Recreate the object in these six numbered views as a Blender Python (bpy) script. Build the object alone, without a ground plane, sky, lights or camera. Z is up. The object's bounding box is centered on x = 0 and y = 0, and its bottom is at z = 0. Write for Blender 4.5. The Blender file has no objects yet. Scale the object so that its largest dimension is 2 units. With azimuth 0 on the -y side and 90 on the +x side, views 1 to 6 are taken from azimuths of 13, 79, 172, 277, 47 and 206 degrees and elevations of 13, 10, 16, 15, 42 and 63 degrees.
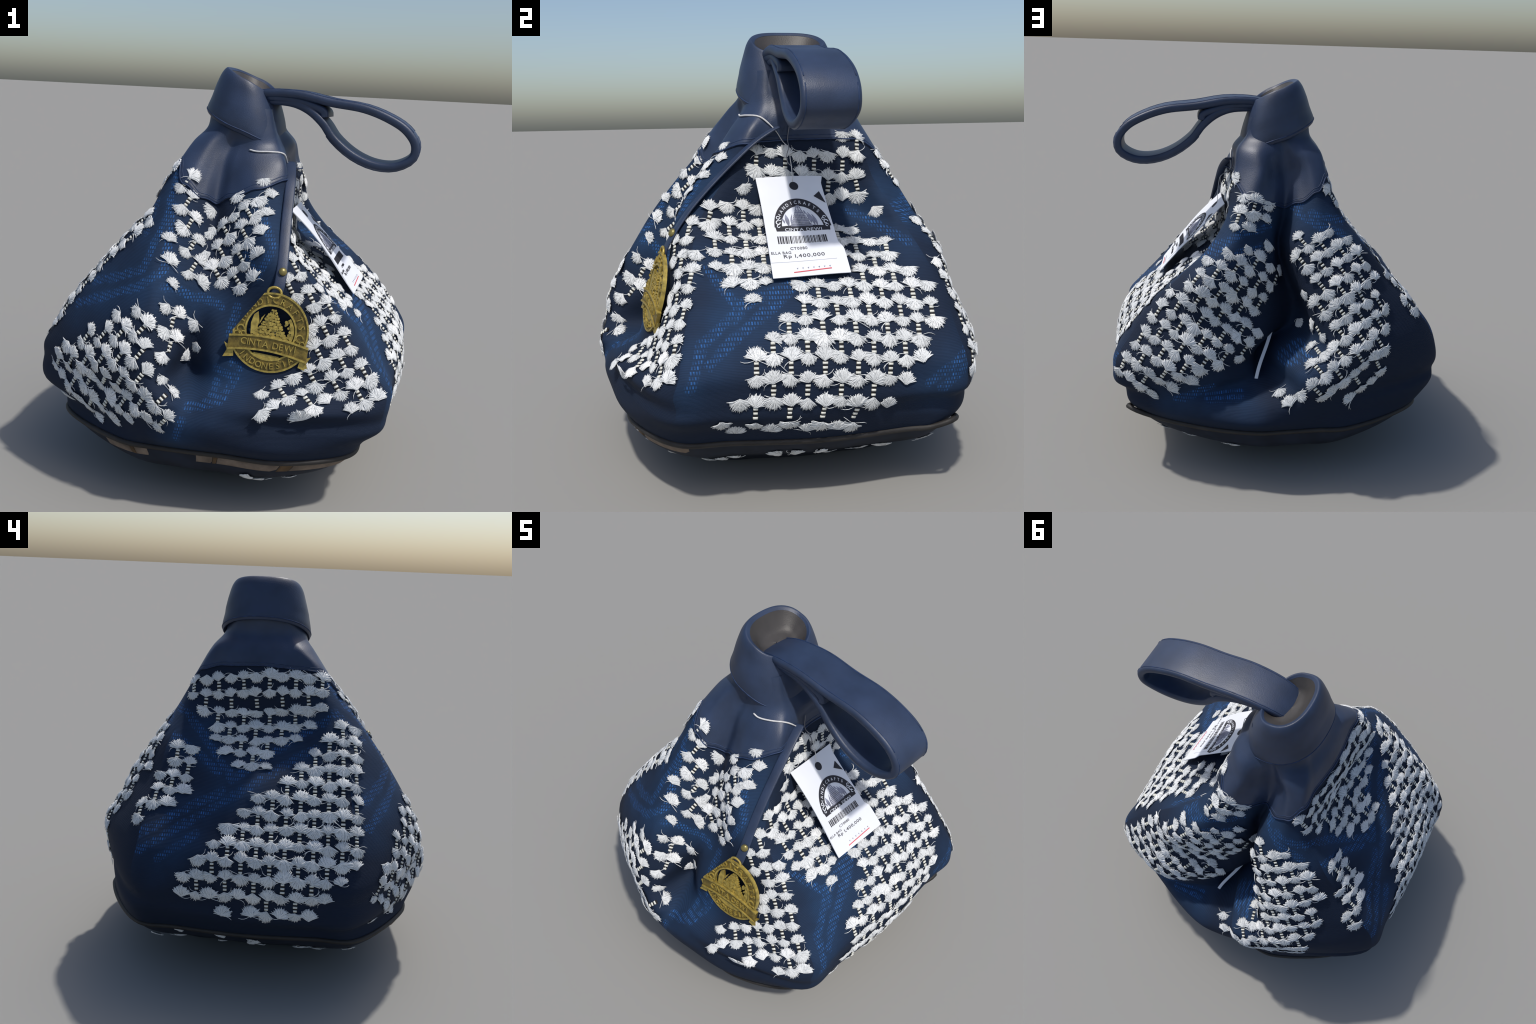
import bpy, bmesh, math, random
import numpy as np
from mathutils import Vector, Matrix
from mathutils.bvhtree import BVHTree

rng = random.Random(7)
COL = bpy.context.scene.collection

# ------------------------------------------------------------------ helpers
def new_obj(name, mesh, parent=None, mat=None):
    o = bpy.data.objects.new(name, mesh)
    COL.objects.link(o)
    if parent: o.parent = parent
    if mat: mesh.materials.append(mat)
    return o

def mesh_from(name, verts, faces, smooth=True):
    m = bpy.data.meshes.new(name)
    m.from_pydata([tuple(v) for v in verts], [], [tuple(f) for f in faces])
    m.validate()
    if smooth: m.polygons.foreach_set("use_smooth", [True] * len(m.polygons))
    m.update()
    return m

def catmull(P, t, closed=False):
    """centripetal-ish Catmull-Rom through the rows of P at parameter t (in rows)."""
    n = len(P)
    i = int(math.floor(t)); f = t - i
    if closed:
        a, b, c, d = P[(i - 1) % n], P[i % n], P[(i + 1) % n], P[(i + 2) % n]
    else:
        if i >= n - 1: i, f = n - 2, 1.0
        b, c = P[i], P[i + 1]
        a = P[i - 1] if i > 0 else 2 * b - c
        d = P[i + 2] if i + 2 < n else 2 * c - b
    # non-uniform tangents keep the curve from overshooting between uneven knots
    l0, l1, l2 = (max(np.linalg.norm(b - a), 1e-5) ** .5, max(np.linalg.norm(c - b), 1e-5) ** .5,
                  max(np.linalg.norm(d - c), 1e-5) ** .5)
    m1 = ((b - a) / l0 - (c - a) / (l0 + l1) + (c - b) / l1) * l1
    m2 = ((c - b) / l1 - (d - b) / (l1 + l2) + (d - c) / l2) * l1
    f2, f3 = f * f, f * f * f
    return (2*f3 - 3*f2 + 1) * b + (f3 - 2*f2 + f) * m1 + (-2*f3 + 3*f2) * c + (f3 - f2) * m2

# ------------------------------------------------------------------ materials
class Nodes:
    """small helper that chains shader nodes"""
    def __init__(self, name, rough=.6, metal=0.0, spec=.4):
        self.mat = bpy.data.materials.new(name); self.mat.use_nodes = True
        self.t = self.mat.node_tree
        self.bsdf = self.t.nodes["Principled BSDF"]
        self.bsdf.inputs["Roughness"].default_value = rough
        self.bsdf.inputs["Metallic"].default_value = metal
        self.bsdf.inputs["Specular IOR Level"].default_value = spec
        self.obj = self.node("ShaderNodeTexCoord").outputs["Object"]
    def node(self, kind, **kw):
        n = self.t.nodes.new(kind)
        for k, v in kw.items():
            setattr(n, k, v)
        return n
    def put(self, sock, v):
        if hasattr(v, "node"): self.t.links.new(v, sock)
        elif v is not None: sock.default_value = v
    def math(self, op, a, b=None, clamp=False):
        n = self.node("ShaderNodeMath", operation=op, use_clamp=clamp)
        self.put(n.inputs[0], a); self.put(n.inputs[1], b)
        return n.outputs[0]
    def vec(self, op, a, b=None, out=0):
        n = self.node("ShaderNodeVectorMath", operation=op)
        self.put(n.inputs[0], a); self.put(n.inputs["Scale" if op == "SCALE" else 1], b)
        return n.outputs["Value"] if op in ("DOT_PRODUCT", "LENGTH") else n.outputs[0]
    def noise(self, scale, detail=3, vec=None, rough=.5):
        n = self.node("ShaderNodeTexNoise")
        self.put(n.inputs["Vector"], vec or self.obj)
        n.inputs["Scale"].default_value = scale; n.inputs["Detail"].default_value = detail
        n.inputs["Roughness"].default_value = rough
        return n.outputs["Fac"]
    def ramp(self, fac, stops):
        n = self.node("ShaderNodeValToRGB"); e = n.color_ramp.elements
        while len(e) < len(stops): e.new(.5)
        for k, (p, c) in zip(e, stops): k.position, k.color = p, (*c, 1)
        self.put(n.inputs[0], fac)
        return n.outputs[0]
    def mix(self, fac, a, b):
        n = self.node("ShaderNodeMix", data_type="RGBA")
        self.put(n.inputs[0], fac)
        self.put(n.inputs[6], (*a, 1) if isinstance(a, tuple) else a)
        self.put(n.inputs[7], (*b, 1) if isinstance(b, tuple) else b)
        return n.outputs[2]
    def bump(self, height, strength=.3, dist=.01):
        n = self.node("ShaderNodeBump")
        n.inputs["Strength"].default_value = strength; n.inputs["Distance"].default_value = dist
        self.put(n.inputs["Height"], height)
        self.t.links.new(n.outputs[0], self.bsdf.inputs["Normal"])
    def colour(self, c):
        self.put(self.bsdf.inputs["Base Color"], (*c, 1) if isinstance(c, tuple) else c)
        return self.mat

def solid(name, col, var=.25, scale=30, rough=.6, metal=0.0, spec=.4, bump=0.0):
    """a colour with a little tonal variation"""
    n = Nodes(name, rough, metal, spec)
    lo = tuple(c * (1 - var) for c in col); hi = tuple(min(1, c * (1 + var)) for c in col)
    f = n.noise(scale, 4)
    if bump: n.bump(n.noise(scale * 4, 3), bump, .004)
    return n.colour(n.ramp(f, [(.3, lo), (.7, hi)]))

NAVY, NAVY_HI, THREAD_BLUE = (.0072, .0155, .037), (.0125, .040, .098), (.030, .130, .38)

def weave(name, across, strokes, width=.022):
    """navy cloth; brighter blue float stitches run in narrow bands along the given strokes.
    across: object axis that runs sideways on the piece; strokes: (side, height, side, height)"""
    n = Nodes(name, .82, 0, .25)
    sep = n.node("ShaderNodeSeparateXYZ"); n.put(sep.inputs[0], n.obj)
    com = n.node("ShaderNodeCombineXYZ")
    n.put(com.inputs[0], sep.outputs[across]); n.put(com.inputs[1], sep.outputs[2])
    p = com.outputs[0]
    # wobble the bands a little, as hand weaving does
    wob = n.node("ShaderNodeTexNoise"); n.put(wob.inputs["Vector"], n.obj); wob.inputs["Scale"].default_value = 14
    off = n.vec("SCALE", n.vec("SUBTRACT", wob.outputs["Color"], (.5, .5, .5)), .03)
    q = n.vec("ADD", p, off)
    flat = n.vec("MULTIPLY", q, (1, 1, 0))
    near = None
    for ax, az, bx, bz in strokes:
        ba = (bx - ax, bz - az, 0); L = ba[0] ** 2 + ba[1] ** 2 + 1e-9
        pa = n.vec("SUBTRACT", flat, (ax, az, 0))
        h = n.math("MULTIPLY", n.vec("DOT_PRODUCT", pa, ba), 1 / L, True)
        sc = n.node("ShaderNodeVectorMath", operation="SCALE")
        sc.inputs[0].default_value = ba; n.put(sc.inputs["Scale"], h)
        d = n.vec("LENGTH", n.vec("SUBTRACT", pa, sc.outputs[0]))
        near = d if near is None else n.math("MINIMUM", near, d)
    core = n.ramp(n.math("DIVIDE", near, width), [(.55, (1, 1, 1)), (1.0, (0, 0, 0))])
    halo = n.ramp(n.math("DIVIDE", near, width * 7), [(.1, (1, 1, 1)), (1.0, (0, 0, 0))])
    brick = n.node("ShaderNodeTexBrick"); n.put(brick.inputs["Vector"], p)
    for k, v in {"Color1": (1, 1, 1, 1), "Color2": (.32, .32, .32, 1), "Mortar": (0, 0, 0, 1), "Scale": 1.0,
                 "Mortar Size": .0034, "Mortar Smooth": .35, "Brick Width": .0115, "Row Height": .0165}.items():
        brick.inputs[k].default_value = v
    cell = brick.outputs["Color"]
    speck = n.math("MULTIPLY", n.math("MULTIPLY", core, cell), n.ramp(n.noise(46, 3, None, .7), [(.36, (.10,) * 3), (.60, (1,) * 3)]))
    base = n.mix(n.math("MULTIPLY", halo, n.ramp(n.noise(5, 3), [(.3, (.3,) * 3), (.7, (1,) * 3)])), NAVY, NAVY_HI)
    thread = n.node("ShaderNodeTexWave"); n.put(thread.inputs["Vector"], p)
    thread.bands_direction = "Y"; thread.inputs["Scale"].default_value = 60; thread.inputs["Distortion"].default_value = 1.5
    base = n.mix(n.math("MULTIPLY", thread.outputs["Fac"], .35), base, tuple(c * .55 for c in NAVY))
    n.bump(thread.outputs["Fac"], .15, .003)
    return n.colour(n.mix(speck, base, THREAD_BLUE))

def leather(name, col, rough=.46):
    n = Nodes(name, rough, 0, .45)
    v = n.node("ShaderNodeTexVoronoi"); n.put(v.inputs["Vector"], n.obj); v.inputs["Scale"].default_value = 210
    n.bump(n.math("ADD", v.outputs["Distance"], n.noise(45, 4)), .11, .003)
    f = n.noise(7, 5)
    return n.colour(n.ramp(f, [(.3, tuple(c * .78 for c in col)), (.5, col), (.72, tuple(c * 1.25 for c in col))]))

M_FRONT = weave("woven_cloth_front", 1, [(-.43,.97,-.33,.84),(-.33,.84,-.05,.92),(-.55,.57,-.49,.72),(-.49,.72,-.33,.82),(-.47,.65,-.35,.74),(-.35,.74,-.08,.91),
    (.26,1.16,.34,1.12),(.34,1.12,.46,1.04),(.46,1.21,.52,1.08),(.41,.52,.60,.65),(.47,.50,.59,.60)])
M_REAR = weave("woven_cloth_rear", 1, [(.42,1.32,.11,1.03),(.11,1.03,-.33,1.31),(.49,1.22,.18,1.05),(.52,.71,.03,1.0),(.03,1.0,-.28,1.18),(.56,.76,.15,.98),(.42,.68,.25,.80)])
M_SIDE_B = weave("woven_cloth_pleat", 0, [(.37,1.16,.23,1.25),(.23,1.25,.07,1.27),(.40,1.12,.32,1.19),(.55,.44,.37,.51),(.39,.46,.23,.46),(.01,.61,-.11,.68),
    (.23,1.16,.12,1.18),(-.13,1.47,-.09,1.36),(-.11,1.45,-.06,1.36),(-.09,1.33,-.18,1.28),(-.18,1.29,-.32,1.24),(-.15,1.34,-.32,1.30)])
M_SIDE_A = weave("woven_cloth_fold", 0, [(-.25,1.48,-.24,1.28),(-.24,1.28,-.29,1.07),(-.29,1.07,-.57,.96),(-.22,1.34,-.19,1.07),(-.19,1.07,-.29,1.0),(-.29,1.0,-.65,.85),
    (-.17,1.01,-.05,.94),(-.33,1.34,-.33,1.22),(.19,1.35,.28,1.20),(.28,1.20,.22,1.07),(.15,1.17,.22,1.07),(-.04,.95,.06,.91),(.12,.81,.14,.92),
    (.09,.66,.18,.64),(.18,.64,.15,.57),(.15,.57,.01,.52),(.10,.61,.10,.57),(-.01,.47,-.03,.39),(.16,.70,.19,.68)])
M_LEA = leather("navy_leather", (.0215, .0360, .0760))
M_LINING = leather("worn_lining", (.042, .038, .036), .5)
M_PIPE = solid("dark_piping", (.020, .018, .017), .3, 12, .6)
M_BASE = solid("base_cloth", (.008, .013, .026), .35, 9, .8)
M_SEAM = solid("seam_thread", (.014, .032, .085), .35, 40, .6)
M_TUFT = None
def tuft_cotton():
    n = Nodes("white_cotton", .9, 0, .15)
    r = n.node("ShaderNodeObjectInfo").outputs["Random"]
    a = n.ramp(r, [(0, (.66, .675, .68)), (.5, (.75, .765, .77)), (1, (.83, .835, .83))])
    f = n.noise(220, 2)
    return n.colour(n.mix(n.math("MULTIPLY", n.ramp(f, [(.4, (0, 0, 0)), (.65, (1, 1, 1))]), .40), a, (.47, .49, .50)))
M_TUFT = tuft_cotton()
M_DASH = solid("cream_stitch", (.66, .66, .60), .15, 60, .85)
M_DASH_GAP = solid("black_warp", (.010, .009, .010), .3, 60, .85)
M_GOLD = solid("aged_gold", (.38, .285, .065), .35, 45, .42, .35, .5, .3)
M_GOLD_D = solid("dark_gold", (.165, .118, .024), .45, 45, .5, .3, .5, .3)
M_BRASS = solid("brass", (.24, .20, .07), .2, 30, .35, .5, .5)
M_PAPER = solid("white_card", (.72, .74, .79), .03, 6, .6)
M_INK = solid("black_ink", (.022, .022, .030), .2, 60, .7)
M_INK_PALE = solid("faded_ink", (.22, .23, .30), .35, 40, .7)
M_RED = solid("red_ink", (.62, .09, .11), .1, 20, .7)
M_STRING = solid("white_string", (.62, .62, .62), .1, 80, .8)
M_STRING_D = solid("grey_string", (.20, .20, .22), .1, 80, .8)
M_GROUND = solid("scan_ground_tan", (.17, .13, .10), .4, 16, .85, 0, .3, .4)  # paving the scan baked onto the base, no part of the bag
M_GROUND_D = solid("scan_ground_joint", (.10, .06, .028), .4, 16, .85)
M_CHIP = solid("tan_chip", (.16, .09, .035), .3, 30, .8)

# ------------------------------------------------------------------ body: loft through cross-sections
# every section lists sixteen stations counter-clockwise, seen from above:
#  0 face, 1 corner, 2 lobe, 3 pleat lip, 4 pleat bottom, 5 lip, 6 lobe, 7 corner,
#  8 face, 9 corner, 10 lobe, 11 lip, 12 pleat bottom, 13 lip, 14 lobe, 15 corner
BELLY = [
 (0.29, [(.785,0),(.755,.515),(.44,.727),(.153,.813),(.002,.811),(-.16,.803),(-.32,.799),(-.737,.534),(-.766,.004),(-.714,-.539),(-.319,-.786),(-.153,-.792),(0,-.785),(.153,-.772),(.414,-.757),(.698,-.583)]),
 (0.36, [(.828,0),(.79,.565),(.47,.758),(.171,.862),(.023,.86),(-.136,.831),(-.285,.813),(-.792,.544),(-.826,.002),(-.755,-.501),(-.277,-.812),(-.122,-.856),(-.003,-.858),(.13,-.849),(.416,-.802),(.745,-.599)]),
 (0.43, [(.868,-.001),(.802,.561),(.468,.75),(.195,.8),(.051,.844),(-.124,.851),(-.278,.824),(-.835,.544),(-.878,-.001),(-.856,-.52),(-.267,-.834),(-.099,-.874),(-.002,-.88),(.119,-.873),(.419,-.795),(.82,-.61)]),
 (0.48, [(.880,.001),(.854,.581),(.463,.725),(.2,.68),(.08,.76),(-.115,.86),(-.296,.82),(-.848,.508),(-.871,0),(-.868,-.521),(-.245,-.853),(-.091,-.893),(0,-.87),(.118,-.868),(.418,-.784),(.83,-.6)]),
 (0.54, [(.88,0),(.858,.584),(.463,.735),(.18,.64),(.09,.54),(-.1,.87),(-.32,.83),(-.857,.53),(-.875,0),(-.861,-.516),(-.231,-.851),(-.067,-.887),(.001,-.807),(.11,-.83),(.415,-.807),(.84,-.61)]),
 (0.61, [(.879,0),(.852,.58),(.485,.75),(.18,.615),(.097,.424),(-.1,.855),(-.333,.834),(-.844,.546),(-.876,0),(-.853,-.527),(-.229,-.864),(-.135,-.845),(-.08,-.605),(.09,-.71),(.409,-.703),(.841,-.588)]),
 (0.72, [(.836,-.005),(.788,.561),(.479,.719),(.138,.615),(-.06,.4),(-.2,.765),(-.361,.82),(-.81,.53),(-.846,.008),(-.784,-.529),(-.21,-.848),(-.115,-.755),(-.06,-.595),(.076,-.674),(.419,-.646),(.747,-.56)]),
 (0.85, [(.707,-.001),(.696,.544),(.485,.655),(.094,.525),(-.08,.4),(-.17,.7),(-.364,.739),(-.71,.52),(-.737,.005),(-.715,-.5),(-.214,-.788),(-.104,-.641),(-.024,-.584),(.061,-.596),(.386,-.592),(.637,-.516)]),
 (1.00, [(.514,.006),(.554,.507),(.429,.634),(.056,.497),(-.025,.385),(-.115,.62),(-.311,.673),(-.564,.49),(-.628,.002),(-.6,-.475),(-.23,-.7),(-.092,-.584),(-.03,-.541),(.045,-.514),(.324,-.567),(.506,-.494)]),
]
SHOULDER = [
 (1.15, [(.300,-.01),(.391,.452),(.292,.572),(.057,.455),(.008,.355),(-.071,.559),(-.262,.574),(-.455,.471),(-.446,-.002),(-.487,-.43),(-.25,-.6),(-.103,-.488),(-.043,-.437),(.049,-.459),(.286,-.531),(.372,-.44)]),
 (1.30, [(.267,.019),(.288,.378),(.227,.496),(.062,.424),(-.019,.332),(-.075,.442),(-.201,.482),(-.33,.409),(-.307,.011),(-.365,-.362),(-.228,-.481),(-.109,-.395),(-.051,-.323),(.028,-.383),(.198,-.437),(.309,-.333)]),
 (1.42, [(.248,.03),(.263,.335),(.161,.436),(.05,.389),(-.03,.31),(-.1,.366),(-.185,.415),(-.267,.366),(-.307,.02),(-.318,-.311),(-.196,-.379),(-.108,-.322),(-.05,-.27),(.023,-.3),(.156,-.338),(.268,-.25)]),
 (1.54, [(.22,.04),(.23,.272),(.113,.372),(.04,.315),(-.03,.27),(-.1,.303),(-.162,.348),(-.228,.33),(-.273,.029),(-.244,-.276),(-.16,-.293),(-.089,-.248),(-.04,-.22),(.015,-.235),(.114,-.245),(.243,-.189)]),
 (1.63, [(.235,.05),(.214,.23),(.12,.31),(.04,.29),(-.02,.26),(-.08,.289),(-.14,.3),(-.207,.274),(-.233,.04),(-.209,-.179),(-.13,-.225),(-.07,-.2),(-.02,-.175),(.03,-.18),(.11,-.175),(.185,-.125)]),
 (1.70, [(.182,.05),(.165,.19),(.10,.24),(.04,.25),(0,.246),(-.04,.25),(-.10,.24),(-.162,.19),(-.184,.04),(-.162,-.11),(-.10,-.165),(-.04,-.178),(0,-.174),(.04,-.178),(.10,-.165),(.165,-.11)]),
 (1.80, [(.16,.05),(.14,.18),(.09,.22),(.03,.24),(0,.235),(-.03,.24),(-.09,.22),(-.15,.18),(-.172,.04),(-.15,-.1),(-.09,-.14),(-.03,-.16),(0,-.155),(.03,-.16),(.09,-.14),(.14,-.1)]),
]
# the underside is a shallow bowl: the seam's own outline, shrunk step by step
UNDERSIDE = [(z, [(x * fx, y * fy) for x, y in BELLY[0][1]])
             for z, fx, fy in ((0.0, .34, .42), (.015, .44, .54), (.10, .63, .76), (.20, .87, .955))]
SECTIONS = UNDERSIDE + BELLY + SHOULDER
def with_quarters(pts, z):
    """adds a station inside each half of the two flat faces, so the corners stay crisp;
    the front face sags into a hollow beside one of its corners"""
    P = [np.array(p, float) for p in pts]
    q = lambda a, b: a + (b - a) * .66
    hollow = np.array([-.085 * math.exp(-((z - 1.15) / .14) ** 2), 0])
    return [P[0], q(P[0], P[1]) + hollow, *P[1:8], q(P[8], P[7]), P[8], q(P[8], P[9]), *P[9:16], q(P[0], P[15])]
SECTIONS = [(z, with_quarters(p, z)) for z, p in SECTIONS]
NU, NV_PER = 12, 9
zs = [s[0] for s in SECTIONS]
KEY = np.array([[(x, y, z) for x, y in pts] for z, pts in SECTIONS], float)   # level, station, xyz
NL, NS = KEY.shape[:2]

rows_t = [k / NV_PER for k in range((NL - 1) * NV_PER + 1)]
cols = []
for s in range(NS):
    cols.append([catmull(KEY[:, s], t) for t in rows_t])
cols = np.array(cols)                     # station, row, xyz
GRID = []
for r in range(len(rows_t)):
    ring = cols[:, r]
    GRID.append([catmull(ring, k / NU, True) for k in range(NS * NU)])
GRID = np.array(GRID)
NR, NC = GRID.shape[:2]

def row_of(z):
    """fractional loft row at height z (on the sections' shared heights)"""
    for i in range(NL - 1):
        if zs[i] <= z <= zs[i + 1]:
            return (i + (z - zs[i]) / (zs[i + 1] - zs[i])) * NV_PER
    return (NL - 1) * NV_PER

# whole-body vertex normals
def grid_normals(G):
    du = np.roll(G, -1, 1) - np.roll(G, 1, 1)
    dv = np.empty_like(G); dv[1:-1] = G[2:] - G[:-2]; dv[0] = G[1] - G[0]; dv[-1] = G[-1] - G[-2]
    n = np.cross(du, dv); return n / (np.linalg.norm(n, axis=-1, keepdims=True) + 1e-9)
NORM = grid_normals(GRID)

bag = bpy.data.objects.new("knot_bag", None); COL.objects.link(bag)
bag["label"] = "navy woven knot handbag with white tufts and leather strap"
bag["category"] = "handbag"

ROW_BASE = int(round(row_of(.29)))
# height of the yoke's lower seam, station by station
YOKE_Z = [1.485, 1.485, 1.48, 1.40, 1.37, 1.34, 1.38, 1.44, 1.51, 1.54, 1.55, 1.54, 1.53, 1.43, 1.37, 1.34, 1.38, 1.43, 1.47, 1.48]
def yoke_t(c):
    t = c / NU; i = int(t); f = t - i
    f = f * f * (3 - 2 * f)
    return row_of(YOKE_Z[i % NS] * (1 - f) + YOKE_Z[(i + 1) % NS] * f)

def at_row(t, c):
    i = min(int(t), NR - 2); f = t - i
    return GRID[i, c % NC] * (1 - f) + GRID[i + 1, c % NC] * f, NORM[i, c % NC] * (1 - f) + NORM[i + 1, c % NC] * f

def patch(name, cells, mat, parent):
    """a named region of the body skin that keeps the whole body's normals"""
    ids, verts, nors, faces = {}, [], [], []
    for r, c in cells:
        f = []
        for rr, cc in ((r, c), (r, c + 1), (r + 1, c + 1), (r + 1, c)):
            k = (rr, cc % NC)
            if k not in ids:
                ids[k] = len(verts); verts.append(GRID[k]); nors.append(NORM[k])
            f.append(ids[k])
        faces.append(f)
    m = mesh_from(name, verts, faces)
    m.normals_split_custom_set_from_vertices([tuple(n) for n in nors])
    return new_obj(name, m, parent, mat)

def span(a, b):
    return [c % NC for c in range(int(a * NU), int(b * NU))]
def cloth(name, sp, mat):
    return patch(name, [(r, c) for c in sp for r in range(ROW_BASE, int(max(yoke_t(c), yoke_t(c + 1))) + 1)], mat, bag)
panel_front = cloth("panel", span(18, 22), M_FRONT)
panel_rear = cloth("panel", span(8, 12), M_REAR)
gusset_b = cloth("gusset", span(2, 8), M_SIDE_B)
gusset_a = cloth("gusset", span(12, 18), M_SIDE_A)
base = patch("base_panel", [(r, c) for c in range(NC) for r in range(0, ROW_BASE)], M_BASE, bag)
bm = bmesh.new(); bm.from_mesh(base.data)
edges = [e for e in bm.edges if e.is_boundary and all(v.co.z < .001 for v in e.verts)]
bmesh.ops.contextual_create(bm, geom=edges); bm.to_mesh(base.data); bm.free()

# leather yoke: sits a few millimetres proud of the cloth and ends in a turned hem
YR, PROUD = 34, .005
verts, faces = [], []
for c in range(NC):
    t0 = yoke_t(c)
    for k in range(-1, YR + 1):
        t = t0 + (NR - 1.001 - t0) * max(k, 0) / YR
        p, n = at_row(t, c)
        h = -.004 if k < 0 else PROUD * (1 - .75 * max(0, k / YR - .6))
        verts.append(p + n / np.linalg.norm(n) * h)
YW = YR + 2
for c in range(NC):
    d = (c + 1) % NC
    for k in range(YW - 1):
        faces.append((c * YW + k, d * YW + k, d * YW + k + 1, c * YW + k + 1))
yoke = new_obj("yoke", mesh_from("yoke", verts, faces), bag, M_LEA)

def tube(name, pts, r, mat, parent, closed=False, sides=8, smooth_sub=4, radii=None):
    """round cord through the points"""
    P = np.array(pts, float); n = len(P)
    m = n * smooth_sub if closed else (n - 1) * smooth_sub + 1
    C = np.array([catmull(P, k / smooth_sub, closed) for k in range(m)])
    verts, faces = [], []
    prev = None
    for i in range(m):
        t = (C[(i + 1) % m] - C[i - 1]) if closed else (C[min(i + 1, m - 1)] - C[max(i - 1, 0)])
        t = Vector(t).normalized()
        if prev is None: prev = t.orthogonal().normalized()
        a = (prev - t * prev.dot(t)).normalized(); b = t.cross(a); prev = a
        rr = r if radii is None else r * radii[min(int(i / smooth_sub), len(radii) - 1)]
        for j in range(sides):
            an = math.tau * j / sides
            verts.append(Vector(C[i]) + (a * math.cos(an) + b * math.sin(an)) * rr)
    for i in range(m if closed else m - 1):
        k = (i + 1) % m
        for j in range(sides):
            faces.append((i*sides + j, i*sides + (j+1) % sides, k*sides + (j+1) % sides, k*sides + j))
    if not closed:
        faces.append(tuple(range(sides))[::-1]); faces.append(tuple((m-1)*sides + j for j in range(sides)))
    return new_obj(name, mesh_from(name, verts, faces), parent, mat)

# stitched seams: two rows along the yoke hem, the base piping
def yoke_line(dt, h, c0=0, c1=None, step=2):
    out = []
    for c in range(c0, NC if c1 is None else c1, step):
        p, n = at_row(yoke_t(c % NC) + dt, c); out.append(p + n / np.linalg.norm(n) * h)
    return out
tube("seam", yoke_line(.15, PROUD + .001), .004, M_SEAM, yoke, True, 6, 2)
tube("seam", yoke_line(1.6, PROUD - .0005), .0022, M_SEAM, yoke, True, 6, 2)
lip = []
for c in range(0, NC, 2):
    p, n = GRID[ROW_BASE, c], NORM[ROW_BASE, c]
    corner = math.exp(-((c / NU - 2.05) / .22) ** 2)                    # the seam's corner ear sticks out
    out = np.array([n[0], n[1], 0]); out /= np.linalg.norm(out)
    lip.append(p + out * (.004 + .055 * corner) + np.array([0, 0, .035 * corner]))
tube("piping", lip, .013, M_PIPE, base, True, 8, 2)

# ------------------------------------------------------------------ collar: tilted leather ring with a rolled rim
def ring_surface(name, prof, n=80, mat=None, parent=None, mouth=16):
    """prof: (cx, cy, rx, ry, z_minus, z_plus): oval whose height tilts from -x to +x"""
    verts, faces = [], []
    P = np.array(prof, float); m = (len(P) - 1) * 5 + 1
    for k in range(m):
        P0 = catmull(P, k / 5); cx, cy, rx, ry, z0, z1 = P0
        for j in range(n):
            a = math.tau * j / n
            ca, sa = math.cos(a), math.sin(a)
            e = .85
            x = cx + rx * math.copysign(abs(ca) ** e, ca); y = cy + ry * math.copysign(abs(sa) ** e, sa)
            f = .5 + .5 * ca
            if k >= mouth:                                            # the mouth drops fast behind the strap
                f = (.5 + .5 * ca) ** 1.25
                z0, z1 = P0[4] - .004, P0[5] + .010 * sa
            verts.append((x, y, z0 + (z1 - z0) * f))
    for k in range(m - 1):
        for j in range(n):
            faces.append((k*n + j, k*n + (j+1) % n, (k+1)*n + (j+1) % n, (k+1)*n + j))
    return new_obj(name, mesh_from(name, verts, faces), parent, mat)

collar = ring_surface("collar", [
    (0, .04, .176, .212, 1.795, 1.605),
    (0, .04, .198, .233, 1.78, 1.59),
    (0, .04, .203, .240, 1.795, 1.615),
    (.004, .04, .186, .228, 1.85, 1.71),
    (.004, .042, .160, .208, 1.925, 1.80),
    (.006, .042, .132, .188, 1.983, 1.862),
    (.012, .042, .118, .173, 2.0, 1.877),
    (.014, .042, .102, .155, 1.985, 1.867)], parent=bag, mat=M_LEA)
ring_surface("lining", [
    (.014, .042, .104, .157, 1.987, 1.868),
    (.014, .040, .084, .130, 1.945, 1.85),
    (.014, .037, .060, .100, 1.905, 1.84),
    (.012, .035, .03, .05, 1.885, 1.845),
    (.005, .035, .002, .003, 1.875, 1.85)], parent=collar, mat=M_LINING, mouth=0)
rimline = []
for j in range(40):
    a = math.tau * j / 40
    rimline.append((.0 + .202 * math.copysign(abs(math.cos(a)) ** .85, math.cos(a)), .04 + .239 * math.copysign(abs(math.sin(a)) ** .85, math.sin(a)), 1.797 - .185 * (.5 + .5 * math.cos(a))))
tube("seam", rimline, .004, M_SEAM, collar, True, 6, 2)

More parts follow.
